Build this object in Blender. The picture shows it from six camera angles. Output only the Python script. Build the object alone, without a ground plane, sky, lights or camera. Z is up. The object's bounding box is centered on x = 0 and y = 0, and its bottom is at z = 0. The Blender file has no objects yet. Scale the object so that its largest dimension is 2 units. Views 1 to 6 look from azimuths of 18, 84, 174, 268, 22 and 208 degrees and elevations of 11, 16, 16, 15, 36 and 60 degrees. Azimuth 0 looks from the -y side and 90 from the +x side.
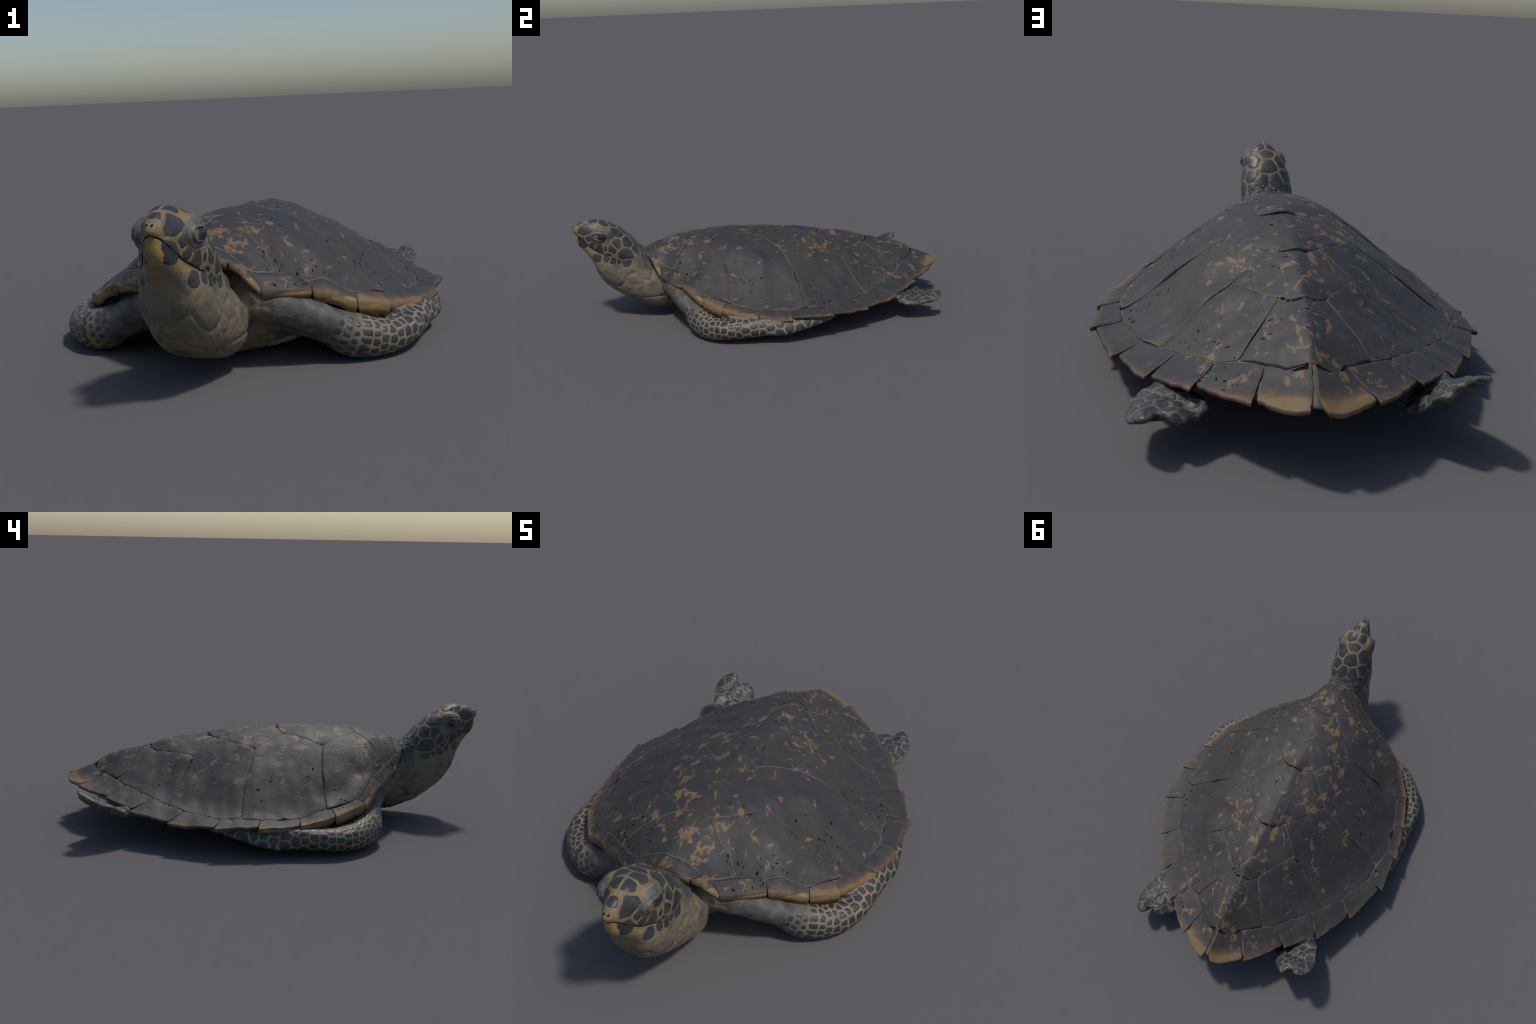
"""Hawksbill sea turtle resting on the ground, built part by part.
   Frame: nose towards -y, tail towards +y, z up, metres."""
import bpy, bmesh, math, random
import numpy as np
from mathutils import Vector, Matrix, noise as mnoise
from mathutils.bvhtree import BVHTree
from mathutils.geometry import delaunay_2d_cdt

random.seed(7)
RNG = np.random.default_rng(7)
scene = bpy.context.scene

# ------------------------------------------------------------------ helpers
def new_mesh(name, verts, faces, smooth=True):
    me = bpy.data.meshes.new(name)
    me.from_pydata([tuple(map(float, v)) for v in verts], [], [tuple(map(int, f)) for f in faces])
    me.validate()
    me.update()
    if smooth:
        me.polygons.foreach_set("use_smooth", [True] * len(me.polygons))
    return me

def add_object(name, me, parent=None, mat=None):
    ob = bpy.data.objects.new(name, me)
    scene.collection.objects.link(ob)
    if mat is not None:
        me.materials.append(mat)
    if parent is not None:
        ob.parent = parent
    return ob

def place_at(ob, origin, frame=None):
    """Move the origin of a mesh object; frame = 3x3 with the local axes as columns."""
    M = Matrix.Translation(Vector(origin))
    if frame is not None:
        M = M @ frame.to_4x4()
    ob.data.transform(M.inverted())
    ob.matrix_world = M

def nz(p, s, seed=0.0):
    return mnoise.noise(Vector((p[0] * s + seed, p[1] * s - seed, p[2] * s + 2 * seed)))

def chaikin(poly, times=1, keep=0.25):
    p = np.array(poly, float)
    for _ in range(times):
        n = np.roll(p, -1, axis=0)
        a = p + (n - p) * keep
        b = p + (n - p) * (1 - keep)
        p = np.stack([a, b], 1).reshape(-1, p.shape[1])
    return p

def densify(poly, step):
    out = []
    p = np.array(poly, float)
    for a, b in zip(p, np.roll(p, -1, axis=0)):
        k = max(1, int(round(np.linalg.norm(b - a) / step)))
        for i in range(k):
            out.append(a + (b - a) * i / k)
    return np.array(out)

def ccw(poly):
    p = np.array(poly, float)
    a = 0.5 * np.sum(p[:, 0] * np.roll(p[:, 1], -1) - np.roll(p[:, 0], -1) * p[:, 1])
    return p if a > 0 else p[::-1].copy()

def inset(poly, d):
    p = np.array(poly, float)
    t = np.roll(p, -1, axis=0) - np.roll(p, 1, axis=0)
    t /= np.linalg.norm(t, axis=1)[:, None] + 1e-9
    return p + np.c_[-t[:, 1], t[:, 0]] * d

def edge_distance(poly, q):
    """distance of the points q to a closed 2D polyline, and whether they are inside"""
    p = np.array(poly); n = np.roll(p, -1, axis=0)
    e = n - p
    w = q[:, None, :] - p[None]
    t = np.clip((w * e[None]).sum(2) / ((e * e).sum(1) + 1e-12), 0, 1)
    d = np.linalg.norm(w - e[None] * t[..., None], axis=2).min(1)
    y0, y1 = p[:, 1], n[:, 1]
    cond = (y0[None] > q[:, 1:2]) != (y1[None] > q[:, 1:2])
    xs = p[None, :, 0] + (q[:, 1:2] - y0[None]) * e[None, :, 0] / np.where(np.abs(e[None, :, 1]) < 1e-12, 1e-12, e[None, :, 1])
    inside = (cond & (q[:, 0:1] < xs)).sum(1) % 2 == 1
    return d, inside

def triangulate(poly, step, rim=0.35):
    """fill a ccw polygon with triangles; returns points (boundary first), faces, boundary count, distance to edge"""
    b = densify(poly, step)
    lo, hi = b.min(0), b.max(0)
    xs = np.arange(lo[0], hi[0] + step, step)
    ys = np.arange(lo[1], hi[1] + step, step * 0.866)
    g = np.array([(x + (0.5 * step if j % 2 else 0), y) for j, y in enumerate(ys) for x in xs])
    d, ins = edge_distance(b, g)
    g = g[ins & (d > step * 0.75)]
    ring = inset(b, step * rim)
    dr, ir = edge_distance(b, ring)
    ring = ring[ir & (dr > step * rim * 0.6)]
    pts = np.r_[b, ring, g] if len(g) else np.r_[b, ring]
    n = len(b)
    res = delaunay_2d_cdt([Vector(p) for p in pts], [(i, (i + 1) % n) for i in range(n)], [list(range(n))], 1, 1e-5)
    V = np.array([tuple(v) for v in res[0]]); F = [tuple(f) for f in res[2]]
    # boundary loop recovered from the triangles
    cnt = {}
    for f in F:
        for a, c in zip(f, f[1:] + f[:1]):
            cnt[(a, c)] = 1
    nxt = {a: c for (a, c) in cnt if (c, a) not in cnt}
    start = next(iter(nxt)); loop = [start]
    while nxt[loop[-1]] != start and len(loop) < len(nxt) + 1:
        loop.append(nxt[loop[-1]])
    dist, _ = edge_distance(b, V)
    return V, F, loop, dist

# ------------------------------------------------------------------ shell surface
# Landmarks of the shell (x, y, z): the seam between inner scutes and edge scutes, the outer edge, and the keel.
INNER = {1: [(0.119, -0.563, 0.338), (0.14, -0.54, 0.315), (0.281, -0.401, 0.253), (0.417, -0.323, 0.204), (0.482, -0.224, 0.185), (0.535, -0.082, 0.155), (0.558, 0.078, 0.142), (0.531, 0.265, 0.147), (0.458, 0.426, 0.147), (0.349, 0.57, 0.17), (0.238, 0.702, 0.203), (0.111, 0.796, 0.231)], -1: [(-0.118, -0.578, 0.345), (-0.166, -0.544, 0.322), (-0.32, -0.438, 0.28), (-0.444, -0.358, 0.213), (-0.501, -0.23, 0.184), (-0.547, -0.085, 0.15), (-0.567, 0.081, 0.153), (-0.544, 0.258, 0.15), (-0.469, 0.416, 0.158), (-0.368, 0.559, 0.188), (-0.246, 0.697, 0.212), (-0.111, 0.805, 0.232)]}
RIM = {1: [(0.091, -0.608, 0.353), (0.174, -0.548, 0.26), (0.304, -0.444, 0.242), (0.425, -0.347, 0.178), (0.514, -0.257, 0.16), (0.592, -0.078, 0.138), (0.626, 0.089, 0.132), (0.621, 0.292, 0.131), (0.534, 0.487, 0.12), (0.428, 0.668, 0.135), (0.3, 0.801, 0.168), (0.146, 0.927, 0.187), (0.012, 0.997, 0.199)], -1: [(-0.114, -0.606, 0.341), (-0.192, -0.562, 0.27), (-0.322, -0.481, 0.247), (-0.454, -0.392, 0.188), (-0.548, -0.246, 0.161), (-0.6, -0.087, 0.138), (-0.627, 0.096, 0.137), (-0.625, 0.285, 0.134), (-0.541, 0.485, 0.128), (-0.438, 0.656, 0.152), (-0.32, 0.776, 0.177), (-0.176, 0.925, 0.19), (-0.034, 0.996, 0.193)]}
KEEL = [(-0.61, 0.384), (-0.572, 0.402), (-0.49, 0.418), (-0.417, 0.437), (-0.367, 0.441), (-0.284, 0.451), (-0.193, 0.455), (-0.1, 0.454), (0, 0.45), (0.123, 0.441), (0.216, 0.434), (0.32, 0.416), (0.4, 0.402), (0.473, 0.39), (0.59, 0.358), (0.687, 0.333), (0.783, 0.306), (0.842, 0.272), (0.9, 0.242), (1, 0.199)]
# further landmarks: on both sides, and on each side alone
ON_SHELL = [(.057, -.386, .434), (.194, -.219, .398), (.075, -.037, .434), (.073, .293, .401), (.063, .561, .339), (.19, .472, .310)]
ON_SIDE = {1: [(.329, -.192, .303), (.443, -.189, .211), (.32, -.106, .318), (.296, -.026, .352), (.321, -.373, .262), (.372, -.26, .268), (.23, -.15, .388), (.25, .25, .338), (.30, .40, .262), (.16, -.42, .372)],
           -1: [(-.26, -.143, .360), (-.382, -.201, .272), (-.463, -.195, .214), (-.324, .45, .229), (-.205, .41, .322), (-.32, -.38, .285)]}
KEEL_X = -0.01
# how round the cross-section is along the shell: 2 = dome, 1 = roof
ROUND = ([-.6, -.3, 0, .15, .3, .55, 1], [2, 1.75, 1.6, 1.55, 1.3, 1.1, 1.05])

def tps_fit(P, z, lam=1e-4):
    d = np.linalg.norm(P[:, None] - P[None], axis=2)
    n = len(P)
    A = np.zeros((n + 3, n + 3))
    A[:n, :n] = np.where(d > 0, d * d * np.log(d + 1e-12), 0) + lam * np.eye(n)
    A[:n, n] = 1; A[:n, n + 1:] = P; A[n, :n] = 1; A[n + 1:, :n] = P.T
    return P, np.linalg.solve(A, np.r_[z, 0, 0, 0])

def tps_eval(f, Q):
    P, w = f
    n = len(P)
    d = np.linalg.norm(Q[:, None] - P[None], axis=2)
    return np.where(d > 0, d * d * np.log(d + 1e-12), 0) @ w[:n] + w[n] + Q @ w[n + 1:]

def fit_side(s):
    keel = np.array(KEEL)
    pts = [(KEEL_X, y, z) for y, z in KEEL] + list(INNER[s]) + list(RIM[s])
    I = np.array(sorted(list(INNER[s][1:]) + [(KEEL_X, .845, .262)], key=lambda p: p[1]))
    for y in np.arange(-.5, .8, .1):
        w = np.interp(y, I[:, 1], I[:, 0]) - KEEL_X
        zi = np.interp(y, I[:, 1], I[:, 2]); zk = np.interp(y, keel[:, 0], keel[:, 1]); p = np.interp(y, *ROUND)
        for t in (.2, .45, .7, .88):
            if abs(w) * t > .05:
                foot = (.55 if s > 0 else 1) * np.interp(y, [-.45, -.2, .35, .6], [0, 1, 1, .3]) * np.interp(t, [.3, .7, .9, 1], [0, .015, .018, 0])   # the flank hollows towards its foot
                full = .006 * np.interp(y, [-.45, -.3, .35, .6], [0, 1, 1, .4]) * np.interp(t, [0, .45, .8], [0, 1, 0]) if s > 0 else 0.0
                pts.append((KEEL_X + w * t, y, zk + (zi - zk) * t ** p - foot + full))
    pts += [(s * x, y, z) for x, y, z in ON_SHELL] + ON_SIDE[s]
    pts = np.array(pts)
    return tps_fit(pts[:, :2], pts[:, 2])

FIT = {s: fit_side(s) for s in (1, -1)}

def shell_z(xy):
    Q = np.atleast_2d(np.array(xy, float))
    o = np.empty(len(Q)); r = Q[:, 0] >= KEEL_X
    if r.any(): o[r] = tps_eval(FIT[1], Q[r])
    if (~r).any(): o[~r] = tps_eval(FIT[-1], Q[~r])
    return o

# ------------------------------------------------------------------ materials
class Nodes:
    """small helper to write node trees as expressions"""
    def __init__(self, name, rough=0.55, spec=0.5):
        self.m = bpy.data.materials.new(name); self.m.use_nodes = True
        self.t = self.m.node_tree; self.t.nodes.clear()
        self.out = self.t.nodes.new("ShaderNodeOutputMaterial")
        self.bsdf = self.t.nodes.new("ShaderNodeBsdfPrincipled")
        self.t.links.new(self.bsdf.outputs[0], self.out.inputs[0])
        self.bsdf.inputs["Roughness"].default_value = rough
        self.bsdf.inputs["Specular IOR Level"].default_value = spec
        self.co = self.t.nodes.new("ShaderNodeTexCoord").outputs["Object"]
    def _set(self, sock, v):
        if isinstance(v, bpy.types.NodeSocket): self.t.links.new(v, sock)
        elif isinstance(v, tuple) and len(v) == 3 and sock.type == 'RGBA': sock.default_value = (*v, 1)
        else: sock.default_value = v
    def math(self, op, a, b=0.0, clamp=False):
        n = self.t.nodes.new("ShaderNodeMath"); n.operation = op; n.use_clamp = clamp
        self._set(n.inputs[0], a); self._set(n.inputs[1], b); return n.outputs[0]
    def vmath(self, op, a, b=(0, 0, 0)):
        n = self.t.nodes.new("ShaderNodeVectorMath"); n.operation = op
        self._set(n.inputs[0], a); self._set(n.inputs[1], b)
        return n.outputs["Value"] if op in ("LENGTH", "DISTANCE", "DOT_PRODUCT") else n.outputs[0]
    def xyz(self, v=None):
        n = self.t.nodes.new("ShaderNodeSeparateXYZ"); self._set(n.inputs[0], v or self.co); return n.outputs
    def mapped(self, scale=(1, 1, 1), loc=(0, 0, 0), rot=(0, 0, 0), v=None):
        n = self.t.nodes.new("ShaderNodeMapping"); self._set(n.inputs[0], v or self.co)
        n.inputs["Scale"].default_value = scale; n.inputs["Location"].default_value = loc; n.inputs["Rotation"].default_value = rot
        return n.outputs[0]
    def noise(self, scale, detail=3, rough=.55, dist=0.0, v=None):
        n = self.t.nodes.new("ShaderNodeTexNoise"); self._set(n.inputs["Vector"], v or self.co)
        n.inputs["Scale"].default_value = scale; n.inputs["Detail"].default_value = detail
        n.inputs["Roughness"].default_value = rough; n.inputs["Distortion"].default_value = dist
        return n.outputs[0]
    def voronoi(self, scale, feature="F1", v=None, rnd=1.0):
        n = self.t.nodes.new("ShaderNodeTexVoronoi"); n.feature = feature; self._set(n.inputs["Vector"], v or self.co)
        n.inputs["Scale"].default_value = scale; n.inputs["Randomness"].default_value = rnd
        return n.outputs["Distance"]
    def step(self, v, lo, hi):
        n = self.t.nodes.new("ShaderNodeMapRange"); n.interpolation_type = "SMOOTHSTEP"; self._set(n.inputs[0], v)
        for i, x in ((1, lo), (2, hi), (3, 0.0), (4, 1.0)): self._set(n.inputs[i], x)
        return n.outputs[0]
    def mix(self, f, a, b):
        n = self.t.nodes.new("ShaderNodeMix"); n.data_type = "RGBA"
        self._set(n.inputs[0], f); self._set(n.inputs[6], a); self._set(n.inputs[7], b); return n.outputs[2]
    def attr(self, name):
        n = self.t.nodes.new("ShaderNodeAttribute"); n.attribute_type = "OBJECT"; n.attribute_name = '["%s"]' % name
        return n.outputs["Fac"]
    def shifted(self):
        """object coordinates moved by a random amount per object, so that repeats differ"""
        r = self.t.nodes.new("ShaderNodeObjectInfo").outputs["Random"]
        c = self.t.nodes.new("ShaderNodeCombineXYZ")
        self._set(c.inputs[0], self.math("MULTIPLY", r, 31.0)); self._set(c.inputs[1], self.math("MULTIPLY", r, 57.0)); self._set(c.inputs[2], self.math("MULTIPLY", r, 13.0))
        return self.vmath("ADD", self.co, c.outputs[0])
    def world_pos(self):
        return self.t.nodes.new("ShaderNodeNewGeometry").outputs["Position"]
    def bump(self, h, strength=.3, dist=.004):
        n = self.t.nodes.new("ShaderNodeBump"); n.inputs["Strength"].default_value = strength; n.inputs["Distance"].default_value = dist
        self._set(n.inputs["Height"], h); self.t.links.new(n.outputs[0], self.bsdf.inputs["Normal"])
    def color(self, c): self._set(self.bsdf.inputs["Base Color"], c)
    def roughness(self, r): self._set(self.bsdf.inputs["Roughness"], r)

DARK, DARK2, DUST = (.034, .034, .037), (.045, .039, .034), (.064, .061, .057)
TAN, TAN_RED, PALE = (.19, .122, .058), (.105, .062, .038), (.15, .128, .092)

def shell_colour(n, tan_amount):
    v = n.shifted(); w = n.world_pos()
    base = n.mix(n.step(n.noise(5, 4, .6, 0, v), .42, .66), DARK, DARK2)
    base = n.mix(n.math("MULTIPLY", n.step(n.noise(7, 5, .65, .6, v), .50, .74), .48), base, DUST)
    # tortoiseshell flames: ragged tan patches drawn out along the shell
    fl = n.noise(27, 5, .66, .5, n.mapped((1.0, .66, 1.0), v=w))
    where = n.noise(4.2, 2, .5, 0, w)
    sx = n.math("ABSOLUTE", n.xyz(w)[0])
    thr = n.math("ADD", .580, n.math("MULTIPLY", n.step(sx, .16, .42), .055))
    thr = n.math("SUBTRACT", thr, n.math("MULTIPLY", n.math("SUBTRACT", where, .5), .26))
    d = n.math("SUBTRACT", fl, thr)
    halo = n.math("MULTIPLY", n.step(d, -.045, .02), .45)
    base = n.mix(halo, base, TAN_RED)
    mask = n.math("MULTIPLY", n.step(d, 0.0, .045), tan_amount)
    return n.mix(mask, base, TAN), w

def mat_shell():
    n = Nodes("tortoiseshell_horn", .5, .42)
    c, w = shell_colour(n, .85)
    # worn pale-brown band where a scute ends over its neighbour
    x = n.xyz()[0]
    edge = n.step(n.math("ADD", x, n.math("MULTIPLY", n.math("SUBTRACT", n.noise(30, 3, .6, 0, w), .5), .03)), -.018, .010)
    c = n.mix(n.math("MULTIPLY", edge, .22), c, TAN_RED)
    # fine black flecks, copied from faults of the scan
    ch = n.math("LESS_THAN", n.noise(95, 2, .5, 1.2, n.mapped((1, .5, 1), v=w)), .245)
    sp = n.step(n.noise(6, 2, .5, 0, w), .45, .60)
    c = n.mix(n.math("MULTIPLY", ch, sp), c, (.008, .008, .008))
    n.color(c)
    n.roughness(n.math("ADD", .50, n.math("MULTIPLY", n.noise(20, 3, .6, 0, w), .22)))
    n.bump(n.math("ADD", n.noise(60, 4, .6, 0, w), n.math("MULTIPLY", n.noise(14, 3, .5, .5, w), 1.5)), .25, .004)
    return n.m

def mat_edge():
    n = Nodes("edge_scute_horn", .62, .38)
    c, w = shell_colour(n, .75)
    x, y, z = n.xyz()
    amount = n.attr("edge_tan")
    ns = n.math("SUBTRACT", n.noise(34, 4, .65, .4, n.mapped((.5, 1, 1), v=w)), .5)
    reach = n.math("MULTIPLY", amount, -.030)
    d = n.math("ADD", n.math("SUBTRACT", x, reach), n.math("MULTIPLY", ns, .05))
    c = n.mix(n.math("MULTIPLY", n.step(d, -.025, .012), .75), c, TAN_RED)
    horn = n.mix(n.step(n.noise(22, 3, .6, .5, w), .4, .7), TAN, (.20, .125, .055))
    c = n.mix(n.math("MULTIPLY", n.step(d, .0, .024), .9), c, horn)
    yellow = n.mix(n.step(n.noise(26, 3, .6, .5, w), .4, .7), (.27, .185, .085), (.17, .115, .055))
    # the underside and the lip are plain yellow horn
    lip = n.step(n.math("ADD", n.math("SUBTRACT", n.math("MULTIPLY", z, -1.0), n.math("MULTIPLY", x, -.6)), n.math("MULTIPLY", ns, .02)), .008, .018)
    c = n.mix(n.math("MULTIPLY", lip, n.step(x, -.016, -.004)), c, yellow)
    n.color(c)
    n.bump(n.noise(55, 4, .6, 0, w), .25, .004)
    return n.m

def mat_seam():
    n = Nodes("seam_skin", .7, .3)
    n.color(n.mix(n.step(n.noise(18, 4, .6), .4, .65), (.10, .085, .062), PALE))
    n.bump(n.noise(60, 3), .2, .003)
    return n.m

def mat_skin():
    n = Nodes("turtle_skin", .62, .4)
    x, y, z = n.xyz(); ax = n.math("ABSOLUTE", x)
    big = n.noise(7, 4, .6, .3); fine = n.noise(42, 4, .65)
    cream = n.mix(n.step(big, .40, .72), (.185, .152, .098), (.115, .102, .078))
    cream = n.mix(n.math("MULTIPLY", n.step(n.noise(16, 4, .65, .4), .50, .66), .7), cream, (.062, .062, .058))
    cream = n.mix(n.math("MULTIPLY", n.step(fine, .45, .75), .35), cream, (.12, .10, .07))
    # small dark freckles and pale warts on the throat
    fr = n.voronoi(22)
    cream = n.mix(n.math("MULTIPLY", n.step(fr, .20, .08), n.step(n.noise(5, 2), .5, .6)), cream, (.04, .04, .04))
    # bands of skin between the scales: yellow on the head and the flippers
    gold = n.mix(n.step(n.noise(30, 4, .6, .5), .35, .7), (.225, .16, .075), (.145, .11, .062))
    grey = n.mix(n.step(n.noise(20, 5, .65, .3), .38, .66), (.060, .060, .058), (.125, .115, .095))
    hd = n.vmath("DISTANCE", n.mapped((1.0, .62, 1.0)), (.02, -.52, .49))
    jaw = n.math("ADD", n.math("SUBTRACT", hd, 0.0), n.math("MULTIPLY", n.math("SUBTRACT", fine, .5), .03))
    c = n.mix(n.step(jaw, .145, .125), cream, gold)
    # nape: grey, wrinkled
    nape = n.math("MULTIPLY", n.step(n.math("ADD", y, n.math("MULTIPLY", fine, .04)), -.68, -.62), n.step(z, .24, .32))
    c = n.mix(nape, c, grey)
    # shoulders and upper arms: dark grey; blade of the flipper: yellow between the scales
    arm = n.step(n.math("ADD", ax, n.math("MULTIPLY", n.math("SUBTRACT", big, .5), .10)), .155, .20)
    armskin = n.mix(n.step(n.math("ADD", z, n.math("MULTIPLY", fine, .05)), .045, .095), gold, grey)
    outer = n.step(n.math("ADD", ax, n.math("MULTIPLY", n.math("SUBTRACT", fine, .5), .08)), .40, .47)
    armskin = n.mix(outer, armskin, n.mix(n.step(n.noise(30, 4, .6, .5), .35, .7), (.235, .185, .115), (.15, .12, .075)))
    front = n.step(y, .45, .35)
    c = n.mix(n.math("MULTIPLY", arm, front), c, armskin)
    # hind limbs
    hind = n.math("MULTIPLY", n.step(y, .55, .62), n.step(ax, .20, .25))
    c = n.mix(hind, c, n.mix(n.step(n.noise(34, 4, .6), .42, .62), (.075, .072, .066), (.15, .125, .085)))
    n.color(c)
    crease = n.noise(55, 5, .7, .4, n.mapped((1, .6, 1)))
    n.bump(n.math("ADD", crease, n.math("MULTIPLY", n.voronoi(70, "DISTANCE_TO_EDGE"), .8)), .35, .005)
    return n.m

def mat_plastron():
    n = Nodes("plastron_horn", .5, .4)
    n.color(n.mix(n.step(n.noise(8, 4, .6, .3), .4, .65), (.33, .23, .10), (.20, .145, .075)))
    n.bump(n.noise(40, 3), .2, .004)
    return n.m

def mat_scale():
    n = Nodes("scale_horn", .46, .5)
    v = n.shifted()
    c = n.mix(n.step(n.noise(30, 4, .6, 0, v), .4, .7), (.029, .030, .034), (.054, .053, .052))
    n.color(c)
    n.bump(n.noise(90, 4, .6, 0, v), .22, .003)
    return n.m

def mat_beak():
    n = Nodes("beak_horn", .42, .5)
    g = n.noise(40, 3, .6, .4, n.mapped((1, 1, .3)))
    n.color(n.mix(n.step(g, .42, .68), (.27, .185, .062), (.13, .09, .035)))
    n.bump(g, .2, .003)
    return n.m

def mat_eye():
    n = Nodes("eye_wet", .25, .5)
    x, y, z = n.xyz()
    front = n.step(n.math("ADD", n.math("SUBTRACT", y, n.math("MULTIPLY", z, .5)), n.math("MULTIPLY", n.math("SUBTRACT", n.noise(90, 3), .5), .03)), -.006, .022)
    n.color(n.mix(front, (.022, .022, .024), (.12, .068, .045)))
    return n.m

def plain(name, col, col2, rough=.5, scale=40, spec=.5):
    n = Nodes(name, rough, spec)
    n.color(n.mix(n.step(n.noise(scale, 4, .6, .3), .38, .65), col, col2))
    n.bump(n.noise(scale * 1.6, 4, .6), .25, .003)
    return n.m

def mat_paper():
    n = Nodes("tag_paper", .6, .3)
    n.color(n.mix(n.step(n.noise(55, 3, .6, 1.5), .58, .62), (.42, .42, .42), (.30, .05, .04)))
    return n.m

MAT = {"paper": mat_paper(), "shell": mat_shell(), "edge": mat_edge(), "seam": mat_seam(), "skin": mat_skin(), "plastron": mat_plastron(), "scale": mat_scale(), "beak": mat_beak(),
       "dark_fill": plain("dark_fill_matte", (.007, .0065, .006), (.012, .011, .010), .9, 40, .12),  # near-black fill for the added dark tubes, blobs, shards and ribbons
       "lid": plain("eyelid_skin", (.075, .072, .068), (.135, .125, .105), .6), "eye": mat_eye()}

# ------------------------------------------------------------------ the things and their parts
turtle = bpy.data.objects.new("sea_turtle", None)
scene.collection.objects.link(turtle)
turtle["label"] = "hawksbill sea turtle lying flat with raised head and dark mottled shell"
turtle["category"] = "sea turtle"

# ------------------------------------------------------------------ carapace
def shell_outline():
    """outer edge of the shell, tail to tail, counter-clockwise seen from above"""
    R = [p[:2] for p in RIM[1]][::-1]          # tail -> front on the right
    L = [p[:2] for p in RIM[-1]]               # front -> tail on the left
    return ccw(R + [(.05, -.612), (-.01, -.615), (-.07, -.612)] + L)

def smooth_loop(p, times=2):
    return chaikin(p, times)

def relief_at(V, amount=.0018):
    """unevenness of the old shell, the same for the plates and for the body under them"""
    return np.array([nz((x, y, 0), 8, 1.0) * 1.5 + nz((x, y, 0), 24, 4.0) * .9 for x, y in V]) * amount * 1.3 + np.array([
        nz((x * .35, y, 0), 17, 9.0) * .0048 * min(1, abs(x) / .2) for x, y in V])          # low ribs running out from the keel

def carapace_core():
    """solid shell body below the scutes: it shows in the seams, and closes the shell from below"""
    out = inset(ccw(smooth_loop(shell_outline(), 2)), 0.022)
    V, F, loop, d = triangulate(out, 0.022)
    z = shell_z(V) + relief_at(V)
    top = np.c_[V, z - 0.0046 - 0.004 * np.clip(1 - d / .02, 0, 1)]
    bot = np.c_[V, z - 0.014 - 0.012 * np.clip(d / .08, 0, 1)]
    n = len(V)
    faces = list(F) + [tuple(i + n for i in f[::-1]) for f in F]
    for a, b in zip(loop, loop[1:] + loop[:1]):
        faces.append((b, a, a + n, b + n))
    return new_mesh("carapace", np.r_[top, bot], faces)

carapace = add_object("carapace", carapace_core(), turtle, MAT["seam"])

def scute(kind, poly, mat, origin, outward, gap=0.0016, thick=0.012, lift=-0.0015, rear_lift=0.0, rear=None,
          step=0.013, seed=0.0, tan=0.0, flare=None, free=None, roll=.012, corner=0.08, edge_thick=None, wave=0.0):
    """one horny plate lying on the shell surface; its rear edge stands up by rear_lift"""
    P = ccw(chaikin(ccw(poly), 1, corner))
    P = inset(densify(P, step), gap * 0.5)
    if wave:
        P = P + np.array([[nz((p[0], p[1], seed), 38) * wave, nz((p[1], p[0], seed), 38) * wave] for p in P])
    V, F, loop, d = triangulate(P, step, .2)
    z = shell_z(V)
    up = np.full(len(V), lift)
    if rear is not None:
        A, B = np.array(rear[0], float), np.array(rear[1], float)      # from front to rear
        t = np.clip(((V - A) @ (B - A)) / ((B - A) @ (B - A)), 0, 1.1)
        up = up + rear_lift * t ** 3 * np.array([min(1.6, max(.12, .75 + 2.2 * nz((x, y, 1), 11, seed))) for x, y in V])
    rel = relief_at(V)
    soft = 0.0012 * np.clip(1 - d / 0.005, 0, 1) ** 2
    zt = z + up + rel - soft + (0 if flare is None else flare[0] * np.clip(1 - edge_distance(flare[1], V)[0] / .05, 0, 1) ** 2)
    th = np.full(len(V), thick)
    n = len(V)
    cx = V.mean(0)
    under = V + (cx - V) * (roll * np.clip(edge_distance(free, V)[0] < .02, 0, 1)[:, None] if free is not None else 0.012)
    top = np.c_[V, zt]; bot = np.c_[under, zt - th]
    verts = [*top, *bot]
    faces = list(F) + [tuple(i + n for i in f[::-1]) for f in F]
    # side wall with one mid row, so that a thick lip is rounded
    mid0 = len(verts)
    for i in loop:
        verts.append((V[i][0] + (V[i][0] - cx[0]) * 0.006, V[i][1] + (V[i][1] - cx[1]) * 0.006, zt[i] - th[i] * 0.45))
    k = len(loop)
    for j in range(k):
        a, b = loop[j], loop[(j + 1) % k]; ma, mb = mid0 + j, mid0 + (j + 1) % k
        faces.append((b, a, ma, mb)); faces.append((mb, ma, a + n, b + n))
    me = new_mesh(kind, verts, faces)
    ob = add_object(kind, me, carapace, mat)
    # pale growth line along the seams, broken here and there
    me.materials.append(MAT["seam"])
    line = []
    for f in F:
        c = V[list(f)].mean(0)
        dm = max(d[i] for i in f)
        far = free is None or edge_distance(free, c[None])[0][0] > .016
        line.append(1 if dm < step * .24 and far and nz((c[0], c[1], 0), 7, 2.0 + seed) > -.08 else 0)
    me.polygons.foreach_set("material_index", line + [0] * (len(me.polygons) - len(line)))
    out = Vector((outward[0], outward[1], 0)).normalized()
    side = Vector((0, 0, 1)).cross(out)
    frame = Matrix((out, side, Vector((0, 0, 1)))).transposed()
    zo = float(shell_z([origin])[0])
    place_at(ob, (origin[0], origin[1], zo), frame)
    ob["edge_tan"] = float(tan)
    return ob

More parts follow.
